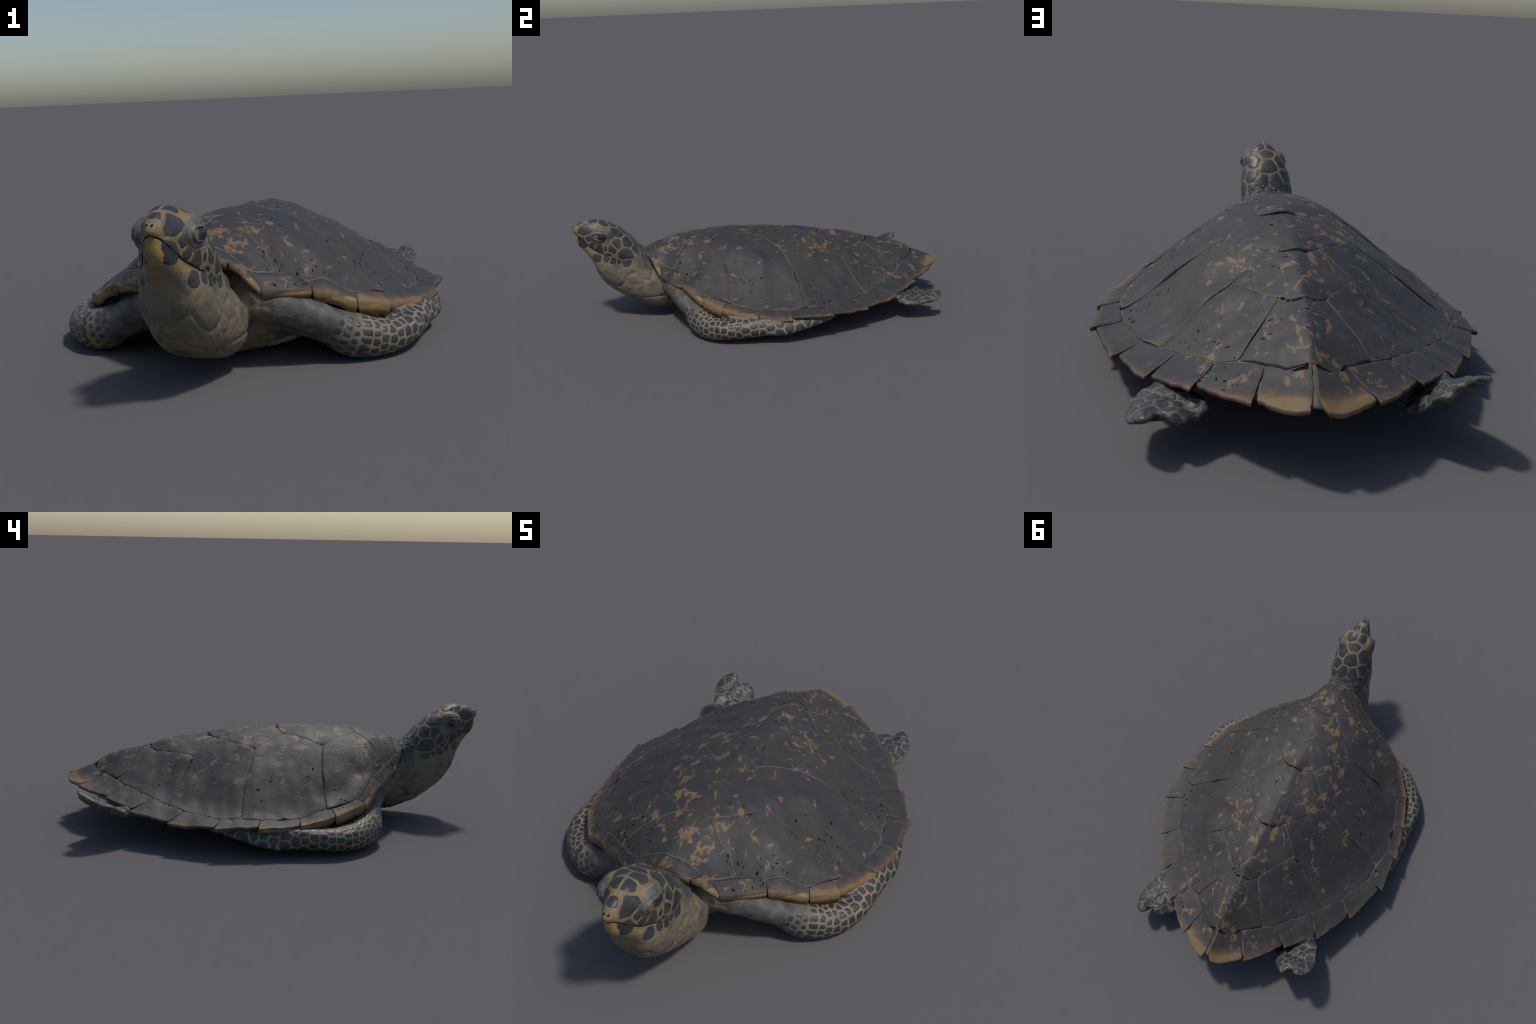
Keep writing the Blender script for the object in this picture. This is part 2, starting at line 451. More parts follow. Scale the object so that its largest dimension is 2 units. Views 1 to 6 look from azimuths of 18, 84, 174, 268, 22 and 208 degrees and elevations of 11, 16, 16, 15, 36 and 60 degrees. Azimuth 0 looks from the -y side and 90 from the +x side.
inR, inL = [p[:2] for p in INNER[1]], [p[:2] for p in INNER[-1]]
rmR, rmL = [p[:2] for p in RIM[1]], [p[:2] for p in RIM[-1]]
TIP2, TIP3, TIP4, TIP5 = (-.02, -.012), (-.018, .318), (-.016, .592), (-.010, .856)

# corners of the central row, right (R) and left (L)
V1R, V1L = (.057, -.386), (-.055, -.387)
F1R, F1L = (.205, -.470), (-.225, -.500)
S2R, S2L = (.194, -.219), (-.195, -.216)
E2R, E2L = (.075, -.037), (-.092, -.042)
S3R, S3L = (.205, .088), (-.215, .098)
E3R, E3L = (.073, .292), (-.082, .273)
S4R, S4L = (.194, .394), (-.181, .383)
E4R, E4L = (.060, .562), (-.076, .557)
S5R, S5L = (.177, .738), (-.187, .741)
REAR_R, REAR_L = (.107, .797), (-.107, .803)
C12R = (.489, -.200)

D = MAT["shell"]
scute("vertebral_scute", [inL[0], (0, -.573), inR[0], inR[1], F1R, (.13, -.43), V1R, (0, -.372), V1L, (-.14, -.45), F1L, inL[1]], D, (0, -.37), (0, 1), rear=((0, -.57), (0, -.37)), rear_lift=.003, seed=1.1)
scute("vertebral_scute", [V1R, (.13, -.31), S2R, (.15, -.12), E2R, (.035, -.014), TIP2, (-.062, -.022), E2L, (-.15, -.12), S2L, (-.13, -.31), V1L, (0, -.372)], D, TIP2, (0, 1), rear=((0, -.38), TIP2), rear_lift=.008, seed=2.3)
scute("vertebral_scute", [E2R, (.15, .03), S3R, (.145, .20), E3R, (.03, .314), TIP3, (-.05, .305), E3L, (-.145, .20), S3L, (-.16, .03), E2L, (-.062, -.022), TIP2, (.035, -.014)], D, TIP3, (0, 1), rear=((0, 0), TIP3), rear_lift=.009, seed=3.7)
scute("vertebral_scute", [E3R, (.14, .34), S4R, (.13, .48), E4R, (.03, .586), TIP4, (-.045, .583), E4L, (-.125, .48), S4L, (-.14, .33), E3L, (-.05, .305), TIP3, (.03, .314)], D, TIP4, (0, 1), rear=((0, .31), TIP4), rear_lift=.011, seed=4.9)
scute("vertebral_scute", [E4R, (.11, .645), S5R, REAR_R, (.06, .842), TIP5, (-.07, .842), REAR_L, S5L, (-.125, .646), E4L, (-.045, .583), TIP4, (.03, .586)], D, TIP5, (0, 1), rear=((0, .58), TIP5), rear_lift=.015, seed=5.3)

def costals(s):
    i = inR if s > 0 else inL
    pick = lambda r, l: r if s > 0 else l
    C12o = pick((.489, -.200), (-.503, -.210)); C23o = pick((.541, .180), (-.549, .168))
    C34o = pick((.398, .502), (-.408, .497))
    F1, V1, S2, E2, S3, E3, S4, E4, S5 = (pick(F1R, F1L), pick(V1R, V1L), pick(S2R, S2L), pick(E2R, E2L), pick(S3R, S3L), pick(E3R, E3L), pick(S4R, S4L), pick(E4R, E4L), pick(S5R, S5L))
    m = lambda a, b, t=.5, bx=0., by=0.: (a[0] + (b[0] - a[0]) * t + s * bx, a[1] + (b[1] - a[1]) * t + by)
    polys = [
        ([F1, i[1], i[2], i[3], i[4], C12o, m(S2, C12o, .5, 0, .01), S2, m(V1, S2, .55, .003), V1, m(F1, V1, .55, 0, -.005)], m(S2, C12o), 11),
        ([S2, m(S2, C12o, .5, 0, .01), C12o, i[5], i[6], C23o, m(S3, C23o, .5, 0, .012), S3, m(E2, S3, .5), E2, m(S2, E2, .5)], m(S3, C23o), 12),
        ([S3, m(S3, C23o, .5, 0, .012), C23o, i[7], i[8], C34o, m(S4, C34o, .5, .012, .006), S4, m(E3, S4, .5), E3, m(S3, E3)], m(S4, C34o), 13),
        ([S4, m(S4, C34o, .5, .012, .006), C34o, i[9], i[10], S5, m(E4, S5, .5, -.003), E4, m(S4, E4)], m(E4, S5), 14)]
    for poly, org, sd in polys:
        c = np.array(poly).mean(0)
        d = np.array(org) - c
        scute("costal_scute", poly, D, org, (d[0] * .4, d[1]), rear=(tuple(c - d), org), rear_lift=.0042, seed=sd + .37 * s,
              flare=(.009, [(-.60, -.05), (-.60, .1), (-.585, .26), (-.5, .42), (-.62, .3)]) if s < 0 and sd in (12, 13) else None)
costals(1); costals(-1)

# edge scutes: the nuchal plate in front, then twelve down each side
NUCHAL_FRONT = [(.05, -.614), (-.01, -.617), (-.07, -.613)]
scute("nuchal_scute", [inR[0], (0, -.574), inL[0], rmL[0]] + NUCHAL_FRONT[::-1] + [rmR[0]], MAT["edge"], (-.01, -.617), (0, -1), thick=.028, seed=6.6, tan=-.5, step=.01, free=NUCHAL_FRONT + NUCHAL_FRONT[1:-1][::-1])

LIP = [.020, .026, .036, .042, .034, .024, .015, .012, .011, .011, .012, .013]
TAN = [-.35, -.1, .35, .85, .75, .35, .12, .12, .15, .25, .45, 1.55]
def edge_scutes(s):
    i = inR if s > 0 else inL
    r = rmR if s > 0 else rmL
    i = list(i) + [(-.010 + .003 * s, .846)]
    for k in range(12):
        a, b, ra, rb = np.array(i[k]), np.array(i[k + 1]), np.array(r[k]), np.array(r[k + 1])
        t = rb - ra; L = np.linalg.norm(t); t = t / L
        nrm = np.array((t[1], -t[0])) * s
        # saw edge: every scute starts a little inside the tip of the one before
        back = (0, 0, .001, .002, .003, .005, .008, .012, .014, .013, .013, .012)[k]
        tip = (0, 0, .0, .001, .001, .003, .005, .007, .008, .007, .005, .0)[k]
        tip += RNG.uniform(-.004, .005) if k > 4 else 0
        start = ra - nrm * back + t * .004
        m1 = ra + t * L * .35 + nrm * (.001 if k < 6 else -.004)
        m2 = ra + t * L * .72 + nrm * (.001 if k < 6 else .002)
        end = rb + nrm * tip
        if k == 11:
            m1 = ra + t * L * .4 + nrm * .003; m2 = ra + t * L * .8 + nrm * .008
            notch = np.array((-.006 + .006 * s, .952))
            poly = [a, b, notch, notch + (s * .010, .030), end, m2, m1, start]
        else:
            poly = [a, b, end, m2, m1, start]
        if k >= 5 and k < 11:
            poly.insert(2, b + (rb - b) * .8 - t * .002)
        mid = (ra + rb) / 2
        scute("marginal_scute", poly, MAT["edge"], tuple(mid), tuple(nrm), thick=LIP[k], seed=20 + k + .41 * s, tan=TAN[k], roll=(.0, .03, .08, .11, .10, .07, .04, .02, .02, .02, .02, .02)[k], free=[start, m1, m2, end, m2, m1],
              step=.009, lift=-.001, rear=(tuple(ra), tuple(rb)), rear_lift=.002 if k < 5 else .004, corner=.06 if k > 5 else .03, gap=.0016 if k > 5 else .0005, wave=.0032 if k > 4 else .001)
edge_scutes(1); edge_scutes(-1)

# ------------------------------------------------------------------ body: one smooth skin
parts_v, parts_f = [], []
def add_rings(rings):
    """closed loft through rings with equal point counts"""
    base = sum(len(v) for v in parts_v)
    n = len(rings[0]); V = [p for r in rings for p in r]; F = []
    for i in range(len(rings) - 1):
        for j in range(n):
            a, b = base + i * n + j, base + i * n + (j + 1) % n
            F.append((a, b, b + n, a + n))
    F.append(tuple(base + j for j in range(n))[::-1])
    F.append(tuple(base + (len(rings) - 1) * n + j for j in range(n)))
    parts_v.append(V); parts_f.append(F)

def spline(rows, per=5):
    """Catmull-Rom through rows of numbers"""
    R = np.array(rows, float)
    P = np.r_[[2 * R[0] - R[1]], R, [2 * R[-1] - R[-2]]]
    out = []
    for i in range(1, len(P) - 2):
        for k in range(per):
            t = k / per
            out.append(.5 * (2 * P[i] + (P[i + 1] - P[i - 1]) * t + (2 * P[i - 1] - 5 * P[i] + 4 * P[i + 1] - P[i + 2]) * t * t + (3 * P[i] - P[i - 1] - 3 * P[i + 1] + P[i + 2]) * t ** 3))
    out.append(P[-2])
    return np.array(out)

def upright_loft(rows, per=4, n=40, box=.8):
    """rows: top (y, z), bottom (y, z), middle x, half width near the top and near the bottom"""
    rings = []
    for ty, tz, by, bz, cx, wt, wb in spline(rows, per):
        ring = []
        for k in range(n):
            a = 2 * math.pi * k / n
            h = (1 - math.cos(a)) / 2                # 0 top, 1 bottom
            r = math.sin(a)
            w = (wt + (wb - wt) * h) * math.copysign(abs(r) ** box, r)
            ring.append((cx + w, ty + (by - ty) * h, tz + (bz - tz) * h))
        rings.append(ring)
    add_rings(rings)

# skull with the upper jaw
SKULL = [(-1.000, .511, -.998, .497, .033, .008, .009), (-.986, .526, -.985, .486, .033, .017, .020), (-.953, .544, -.960, .448, .032, .028, .040),
         (-.920, .549, -.935, .415, .030, .040, .058), (-.887, .555, -.908, .385, .027, .054, .076), (-.845, .550, -.880, .360, .023, .070, .090),
         (-.800, .527, -.840, .335, .018, .086, .105), (-.750, .494, -.800, .300, .012, .098, .113), (-.695, .443, -.750, .270, .008, .100, .112),
         (-.640, .379, -.680, .250, .005, .092, .108), (-.580, .350, -.600, .200, .005, .080, .105)]
upright_loft(SKULL, box=.72)
# lower jaw running into the throat and the neck
THROAT = [(-.986, .488, -.980, .440, .032, .012, .012), (-.974, .490, -.966, .413, .032, .022, .025), (-.945, .455, -.930, .372, .031, .042, .043),
          (-.905, .430, -.900, .314, .029, .064, .058), (-.865, .425, -.879, .249, .022, .086, .074), (-.815, .420, -.838, .190, .014, .102, .102),
          (-.760, .420, -.778, .139, .009, .105, .114), (-.700, .400, -.698, .091, .000, .116, .140), (-.640, .340, -.620, .062, -.004, .124, .148),
          (-.570, .300, -.550, .042, -.004, .122, .150), (-.480, .280, -.460, .050, -.004, .110, .120)]
upright_loft(THROAT, box=.72)

# trunk: hidden on top by the shell, a shallow bowl below
def trunk():
    rings = []
    In = {s: np.array(sorted(list(INNER[s][1:]) + [(KEEL_X, .845, .262)], key=lambda p: p[1])) for s in (1, -1)}
    for y, wf, zb in spline([(-.53, .70, .060), (-.455, .94, .026), (-.36, .97, .010), (-.2, .97, .007), (0, .99, .010), (.2, .985, .018), (.4, .97, .030), (.55, .96, .046), (.68, .95, .070), (.78, .92, .105), (.85, .7, .15)], 4):
        zb = float(zb)
        ts = np.linspace(-1, 1, 31)
        top, bot = [], []
        for t in ts:
            s = 1 if t >= 0 else -1
            w = abs(np.interp(y, In[s][:, 1], In[s][:, 0])) * wf
            w = max(w, .09 if y > 0 else .15)
            x = w * t
            zs = float(shell_z([(s * w, y)])[0]) - .022
            zt = float(shell_z([(x, y)])[0]) - .024
            zl = zb + (zs - zb) * abs(t) ** 2.5
            top.append((x, y, max(zt, zl + .002)))
            bot.append((x, y, zl))
        rings.append(top + bot[::-1][1:-1])
    add_rings(rings)
trunk()

def limb_loft(rows, per=5, n=22, box=.95):
    """rows: centre x, y, z, half width (level, across the path), half height"""
    P = spline(rows, per)
    rings = []
    for i, row in enumerate(P):
        x, y, z, a, b = row[:5]; lean = row[5] if len(row) > 5 else 0.0
        t = Vector(P[min(i + 1, len(P) - 1)][:3] - P[max(i - 1, 0)][:3]).normalized()
        u = t.cross(Vector((0, 0, 1))).normalized()
        v = u.cross(t).normalized()
        out = 1 if u.x * x > 0 else -1
        u, v = u * math.cos(lean) + v * math.sin(lean) * out, v * math.cos(lean) - u * math.sin(lean) * out
        rings.append([tuple(Vector((x, y, z)) + u * a * math.copysign(abs(math.cos(q)) ** box, math.cos(q)) + v * b * math.copysign(abs(math.sin(q)) ** box, math.sin(q)))
                      for q in (2 * math.pi * k / n for k in range(n))])
    add_rings(rings)

# centre, half width, half height, and how far the blade leans (lower edge outwards)
FORE_R = [(.08, -.370, .155, .090, .075, 0), (.18, -.390, .155, .075, .068, 0), (.26, -.392, .142, .066, .062, 0), (.335, -.378, .115, .064, .060, 0), (.412, -.352, .076, .066, .070, 0), (.488, -.303, .060, .061, .059, 0),
          (.545, -.232, .063, .053, .050, .10), (.574, -.14, .072, .041, .046, .30), (.592, -.04, .086, .030, .049, .5), (.603, .05, .091, .022, .055, .65), (.601, .16, .096, .018, .037, .7),
          (.589, .25, .105, .012, .023, .7), (.573, .315, .112, .006, .009, .7)]
FORE_L = [(-.08, -.380, .155, .09, .075, 0), (-.18, -.405, .155, .075, .068, 0), (-.265, -.410, .142, .067, .063, 0), (-.345, -.412, .114, .068, .061, 0), (-.428, -.394, .076, .075, .073, 0), (-.512, -.337, .063, .070, .062, 0),
          (-.568, -.253, .065, .063, .053, .10), (-.589, -.155, .070, .048, .047, .30), (-.599, -.05, .080, .036, .049, .5), (-.603, .03, .086, .023, .056, .65), (-.600, .15, .097, .018, .034, .7),
          (-.586, .24, .108, .012, .020, .7), (-.57, .30, .113, .006, .008, .7)]
limb_loft(FORE_R); limb_loft(FORE_L)
# loose skin of the shoulders, hanging from under the front of the shell
for s in (1, -1):
    limb_loft([(s * .05, -.475 - .07 * (s < 0), .225, .065, .065), (s * .14, -.485 - .045 * (s < 0), .21, .062, .060), (s * .235, -.452 - .010 * (s < 0), .178, .058, .055), (s * .325, -.412 - .012 * (s < 0), .138, .052, .050), (s * .39, -.38, .10, .04, .04)])

def paddle(outline, thick=.017, arch=0.0):
    """flat hind flipper: a pillow over an outline of points in space"""
    O = np.array(outline, float)
    c = O.mean(0)
    _, _, W = np.linalg.svd(O - c)
    e1, e2, e3 = W
    q = np.c_[(O - c) @ e1, (O - c) @ e2]; h = (O - c) @ e3
    if 0.5 * np.sum(q[:, 0] * np.roll(q[:, 1], -1) - np.roll(q[:, 0], -1) * q[:, 1]) < 0:
        q, h = q[::-1], h[::-1]
    qs = np.c_[q, h]
    qs = chaikin(qs, 2)
    V, F, loop, d = triangulate(qs[:, :2], .012)
    w = 1 / (np.linalg.norm(V[:, None] - qs[None, :, :2], axis=2) ** 2 + 2e-4)
    hz = (w * qs[None, :, 2]).sum(1) / w.sum(1)
    if e3[2] < 0: e3, hz = -e3, -hz
    hz = hz + arch * np.sin(np.clip(d / .06, 0, 1) * math.pi / 2)
    hz = hz + np.array([nz((a, b, 0), 24, 5.0) * .010 + nz((a, b, 0), 55, 2.0) * .003 for a, b in V])      # shrivelled skin
    t = thick * np.sqrt(np.clip(d / .035, 0, 1)) + .003
    base = sum(len(v) for v in parts_v)
    mk = lambda s: [tuple(c + e1 * a + e2 * b + e3 * (z + s * k)) for (a, b), z, k in zip(V, hz, t)]
    n = len(V)
    F2 = [tuple(i + base for i in f) for f in F] + [tuple(i + base + n for i in f[::-1]) for f in F]
    for a, b in zip(loop, loop[1:] + loop[:1]):
        F2.append((base + b, base + a, base + a + n, base + b + n))
    parts_v.append(mk(1) + mk(-1)); parts_f.append(F2)
    return c, e3

HIND_R = [(.37, .650, .130), (.430, .675, .108), (.452, .70, .092), (.460, .733, .082), (.466, .785, .096), (.470, .84, .098), (.462, .875, .105), (.437, .906, .124), (.402, .914, .138), (.378, .852, .122), (.350, .886, .112),
          (.323, .884, .103), (.298, .856, .096), (.270, .834, .098), (.244, .805, .115), (.285, .72, .115)]
HIND_L = [(-.37, .625, .115), (-.455, .668, .125), (-.480, .745, .176), (-.501, .81, .199), (-.488, .85, .226), (-.453, .880, .246), (-.425, .888, .235), (-.401, .848, .206), (-.368, .900, .198),
          (-.333, .876, .178), (-.309, .846, .120), (-.272, .806, .092), (-.290, .72, .085)]
PAD_R = paddle(HIND_R, .014, -.001); PAD_L = paddle(HIND_L, .013, -.003)
limb_loft([(.20, .52, .115, .07, .045), (.28, .60, .120, .065, .045), (.35, .67, .115, .055, .030), (.38, .73, .108, .04, .018), (.39, .79, .105, .02, .008)])
limb_loft([(-.20, .52, .115, .07, .045), (-.29, .60, .125, .075, .045), (-.37, .66, .135, .065, .034), (-.385, .73, .130, .04, .018), (-.40, .79, .150, .02, .008)])
# skin in the hollow between the rim and the trunk
for s in (1, -1):
    limb_loft([(s * .42, -.27, .140, .03, .020), (s * .46, -.235, .132, .04, .022), (s * .515, -.17, .120, .043, .024), (s * .55, -.05, .110, .04, .024), (s * .56, .10, .108, .03, .020), (s * .545, .25, .112, .015, .012)])
# stump of a tail under the shell
limb_loft([(0, .70, .150, .06, .045), (0, .80, .165, .04, .03), (-.005, .87, .178, .022, .018), (-.008, .915, .184, .008, .008)])

# swollen lids round the eyes
def ball(c, r, n=24):
    rings = []
    for i in range(n + 1):
        p = .02 + (math.pi - .04) * i / n
        rings.append([(c[0] + r[0] * math.sin(p) * math.cos(q), c[1] + r[1] * math.sin(p) * math.sin(q), c[2] + r[2] * math.cos(p)) for q in (2 * math.pi * k / n for k in range(n))])
    add_rings(rings[::-1])
EYE = {1: Vector((.084, -.843, .477)), -1: Vector((-.037, -.850, .477))}
EYE_R = (.030, .060, .050)
for s in (1, -1):
    ball(EYE[s], EYE_R)

def build_body():
    V, F = [], []
    for v, f in zip(parts_v, parts_f):
        V += v; F += f
    me = new_mesh("body", V, F)
    bm = bmesh.new(); bm.from_mesh(me); bmesh.ops.recalc_face_normals(bm, faces=bm.faces); bm.to_mesh(me); bm.free()
    ob = bpy.data.objects.new("body_builder", me); scene.collection.objects.link(ob)
    rm = ob.modifiers.new("r", "REMESH"); rm.mode = "VOXEL"; rm.voxel_size = .0062; rm.adaptivity = 0
    dg = bpy.context.evaluated_depsgraph_get()
    out = bpy.data.meshes.new_from_object(ob.evaluated_get(dg))
    bpy.data.objects.remove(ob); bpy.data.meshes.remove(me)
    n = len(out.vertices)
    co = np.empty(n * 3); out.vertices.foreach_get("co", co); co = co.reshape(-1, 3)
    ed = np.empty(len(out.edges) * 2, int); out.edges.foreach_get("vertices", ed); ed = ed.reshape(-1, 2)
    deg = np.bincount(ed.ravel(), minlength=n)[:, None]
    def relax(c, k):
        for w in [.5, -.52] * k:                      # Taubin: smooth without shrinking
            s = np.zeros_like(c)
            np.add.at(s, ed[:, 0], c[ed[:, 1]]); np.add.at(s, ed[:, 1], c[ed[:, 0]])
            c = c + (s / deg - c) * w
        return c
    co = relax(co, 6)
    out.vertices.foreach_set("co", co.ravel()); out.update()
    no = np.empty(n * 3); out.vertices.foreach_get("normal", no); no = no.reshape(-1, 3)
    # folds of the skin
    def crease(p):
        if not (-.93 < p[1] < -.30 and p[2] < .37 and abs(p[0]) < .22): return 0.0
        k = min(1, (.22 - abs(p[0])) / .05, (p[1] + .93) / .08, (.37 - p[2]) / .06)
        a = abs(nz((p[0], p[1] * .45, p[2] * .55), 15, 2.0)); b = abs(nz((p[0] * .6, p[1], p[2]), 24, 8.0))
        return -k * (.0055 * max(0, 1 - a / .10) + .003 * max(0, 1 - b / .10))
    amp = np.array([(nz(p, 14) * .0022 + nz(p, 36, 3) * .0012) + crease(p) for p in co])
    co = co + no * amp[:, None]
    out.vertices.foreach_set("co", co.ravel()); out.update()
    return out
body = build_body()
BVH = BVHTree.FromPolygons([v.co[:] for v in body.vertices], [tuple(p.vertices) for p in body.polygons])

# ------------------------------------------------------------------ split the skin into named parts with shared normals
def split_body(me):
    n = len(me.polygons)
    ce = np.empty(n * 3); me.polygons.foreach_get("center", ce); ce = ce.reshape(-1, 3)
    fn = np.empty(n * 3); me.polygons.foreach_get("normal", fn); fn = fn.reshape(-1, 3)
    x, y, z = ce.T
    ax = np.abs(x)
    # head: above a line along the jaw, in front of the nape
    jaw = np.interp(y, [-1.1, -.98, -.92, -.86, -.72, -.66, -.60], [.40, .40, .372, .318, .292, .345, .60])
    head = (y < -.55) & (z > jaw)
    neck = (y < -.44) & (ax < .165) & ~head
    fore = (ax > .165) & (y < .37) & (z < .24)
    pf = np.array(spline(FORE_R, 6)); pl = np.array(spline(FORE_L, 6))
    near = np.zeros(n, bool)
    for P in (pf, pl):
        for q in P:
            r = max(q[3], q[4]) * 1.22 + .006
            near |= ((ce - q[:3]) ** 2).sum(1) < r * r
    fore &= near & ~neck
    hind = (y > .58) & (ax > .225) & ~fore
    tail = (y > .80) & (ax < .09)
    region = np.full(n, 0)
    region[(fn[:, 2] < -.35) & (z < .085) & (ax < .36) & (y > -.44) & (y < .74)] = 1
    region[tail] = 2; region[neck] = 3; region[head] = 4
    region[fore & (x > 0)] = 5; region[fore & (x < 0)] = 6
    region[hind & (x > 0)] = 7; region[hind & (x < 0)] = 8
    names = ["torso", "plastron", "tail", "neck", "head", "foreflipper", "foreflipper", "hind_flipper", "hind_flipper"]
    nv = len(me.vertices)
    vn = np.empty(nv * 3); me.vertices.foreach_get("normal", vn); vn = vn.reshape(-1, 3)
    co = np.empty(nv * 3); me.vertices.foreach_get("co", co); co = co.reshape(-1, 3)
    polys = [tuple(p.vertices) for p in me.polygons]
    obs = []
    for k, name in enumerate(names):
        ids = np.where(region == k)[0]
        if not len(ids):
            obs.append(None); continue
        used = np.unique(np.concatenate([polys[i] for i in ids]))
        remap = {int(v): j for j, v in enumerate(used)}
        m = new_mesh(name, co[used], [tuple(remap[v] for v in polys[i]) for i in ids])
        m.normals_split_custom_set_from_vertices([tuple(v) for v in vn[used]])
        obs.append(add_object(name, m, turtle, MAT["plastron"] if name == "plastron" else MAT["skin"]))
    return obs
torso, plastron, tail, neck, head, fore_r, fore_l, hind_r, hind_l = split_body(body)

# ------------------------------------------------------------------ scales: horny plates laid on the skin
def surface_frame(p):
    hit = BVH.find_nearest(Vector(p))
    q = hit[0]; n = Vector((0, 0, 0))
    for co, nn, i, d in BVH.find_nearest_range(q, .012):
        n += nn
    n = n.normalized() if n.length > 0 else hit[1]
    u = n.cross(Vector((0, 0, 1)))
    u = u.normalized() if u.length > .05 else Vector((0, 1, 0))
    return q, n, u, n.cross(u).normalized()

def clip_half(poly, nrm, d):
    out = []
    for a, b in zip(poly, poly[1:] + poly[:1]):
        da, db = a @ nrm - d, b @ nrm - d
        if da <= 0: out.append(a)
        if (da < 0) != (db < 0): out.append(a + (b - a) * (da / (da - db)))
    return out

def drape(pts2, q, n, u, v, height, dist, rough=.25):
    """lay plane points on the skin, domed by height"""
    out = []
    for (a, b), d in zip(pts2, dist):
        P = q + u * a + v * b
        h = BVH.ray_cast(P + n * .035, -n, .075)
        if h[0] is None or abs((h[0] - P).dot(n)) > .02: h = BVH.find_nearest(P - n * .004)
        out.append(h[0] + n * (height * min(1.0, d / .004) ** .6 - .0006 + nz(P, 60) * height * rough))
    return out

def plate_mesh(name, poly, frame, height, step):
    q, n, u, v = frame
    V, F, loop, d = triangulate(ccw(poly), step)
    top = drape(V, q, n, u, v, height, d)
    m = len(top)
    verts = list(top) + [top[i] - n * .004 for i in loop]
    faces = list(F)
    k = len(loop)
    for j in range(k):
        faces.append((loop[(j + 1) % k], loop[j], m + j, m + (j + 1) % k))
    return new_mesh(name, verts, faces)

def lay_scales(parent, seeds, gap=.006, height=.0022, name="scale", reach=1.42, mat="scale", spread=3.2):
    """seeds: (point, radius, stretch axis or None, stretch). Cells are shared out between neighbours by size."""
    S = [(surface_frame(p), r, ax, k) for p, r, ax, k in seeds]
    made = []
    for i, ((q, n, u, v), r, ax, k) in enumerate(S):
        if ax is not None:
            a = ax - n * ax.dot(n)
            if a.length > 1e-3:
                u = a.normalized(); v = n.cross(u).normalized()
        R = r * reach
        poly = [np.array((math.cos(t) * R * k, math.sin(t) * R / math.sqrt(k))) for t in np.linspace(0, 2 * math.pi, 18, endpoint=False)]
        for j, ((q2, n2, _, _), r2, _, _) in enumerate(S):
            w = q2 - q
            if i == j or w.length > (r * k + r2) * spread or n.dot(n2) < -.1: continue
            p = np.array((w.dot(u), w.dot(v)))
            L = np.linalg.norm(p)
            if L < 1e-4: continue
            L3 = w.length                                     # distance along the curved skin, nearly
            p = p / L
            poly = clip_half(poly, p, (L3 * L3 + r * r - r2 * r2) / (2 * L3) * (L / L3 * .35 + .65) - gap * .5)
            if len(poly) < 3: break
        if len(poly) < 3: continue
        P = np.array(poly)
        area = .5 * abs(np.sum(P[:, 0] * np.roll(P[:, 1], -1) - np.roll(P[:, 0], -1) * P[:, 1]))
        if area < 2.5e-5: continue
        P = chaikin(ccw(P), 1, .15)
        P = P + np.array([[nz((x, y, i), 90, i) * .0012, nz((y, x, i), 90, i + 5) * .0012] for x, y in P])
        me = plate_mesh(name, P, (q, n, u, v), height, max(.0032, math.sqrt(area) / 6))
        ob = add_object(name, me, parent, MAT[mat])
        place_at(ob, q)
        made.append(ob)
    return made

# head: crown and cheeks.  (x, y, z, radius)
MIDLINE = lambda y: float(np.interp(y, [-1, -.85, -.7], [.033, .024, .005]))
CROWN = [(.018, -.786, .521, .027), (.010, -.729, .482, .037), (.043, -.884, .553, .022), (.010, -.887, .552, .022), (.046, -.831, .543, .026), (-.003, -.838, .542, .023),
         (.071, -.757, .488, .031), (-.047, -.764, .489, .031), (.088, -.710, .433, .033), (-.068, -.725, .431, .033), (.030, -.674, .423, .030), (-.021, -.679, .426, .031),
         (.084, -.676, .396, .018), (.006, -.648, .396, .012), (.034, -.956, .541, .015), (-.072, -.690, .396, .020)]
CHEEK = [(.111, -.763, .433, .023), (.113, -.724, .375, .034), (.105, -.859, .411, .019), (.115, -.825, .411, .010), (.119, -.795, .406, .020), (.115, -.811, .378, .010),
         (.120, -.794, .343, .014), (.117, -.724, .333, .020), (.118, -.765, .335, .009), (.112, -.826, .357, .014), (.101, -.875, .362, .018), (.066, -.945, .449, .026),
         (.068, -.928, .508, .029), (.092, -.896, .434, .013), (.079, -.912, .468, .019)]
head_seeds = [(Vector(c[:3]), c[3], None, 1) for c in CROWN]
for x, y, z, r in CHEEK:
    r *= 1.1
    head_seeds.append((Vector((x, y, z)), r, None, 1))
    head_seeds.append((Vector((2 * MIDLINE(y) - x, y - .004, z)), r * RNG.uniform(.9, 1.08), None, 1))
lay_scales(head, head_seeds, gap=.0056, height=.0016, reach=1.36)
# small horny grains on the nape
grains = []
for _ in range(46):
    x, y = RNG.uniform(-.085, .085), RNG.uniform(-.672, -.612)
    h = BVH.ray_cast(Vector((x, y, .6)), Vector((0, 0, -1)))
    if h[0] is not None and h[0].z > .28: grains.append((h[0], RNG.uniform(.006, .011), None, 1))
lay_scales(neck, grains, gap=.004, height=.0025, name="nape_scale")

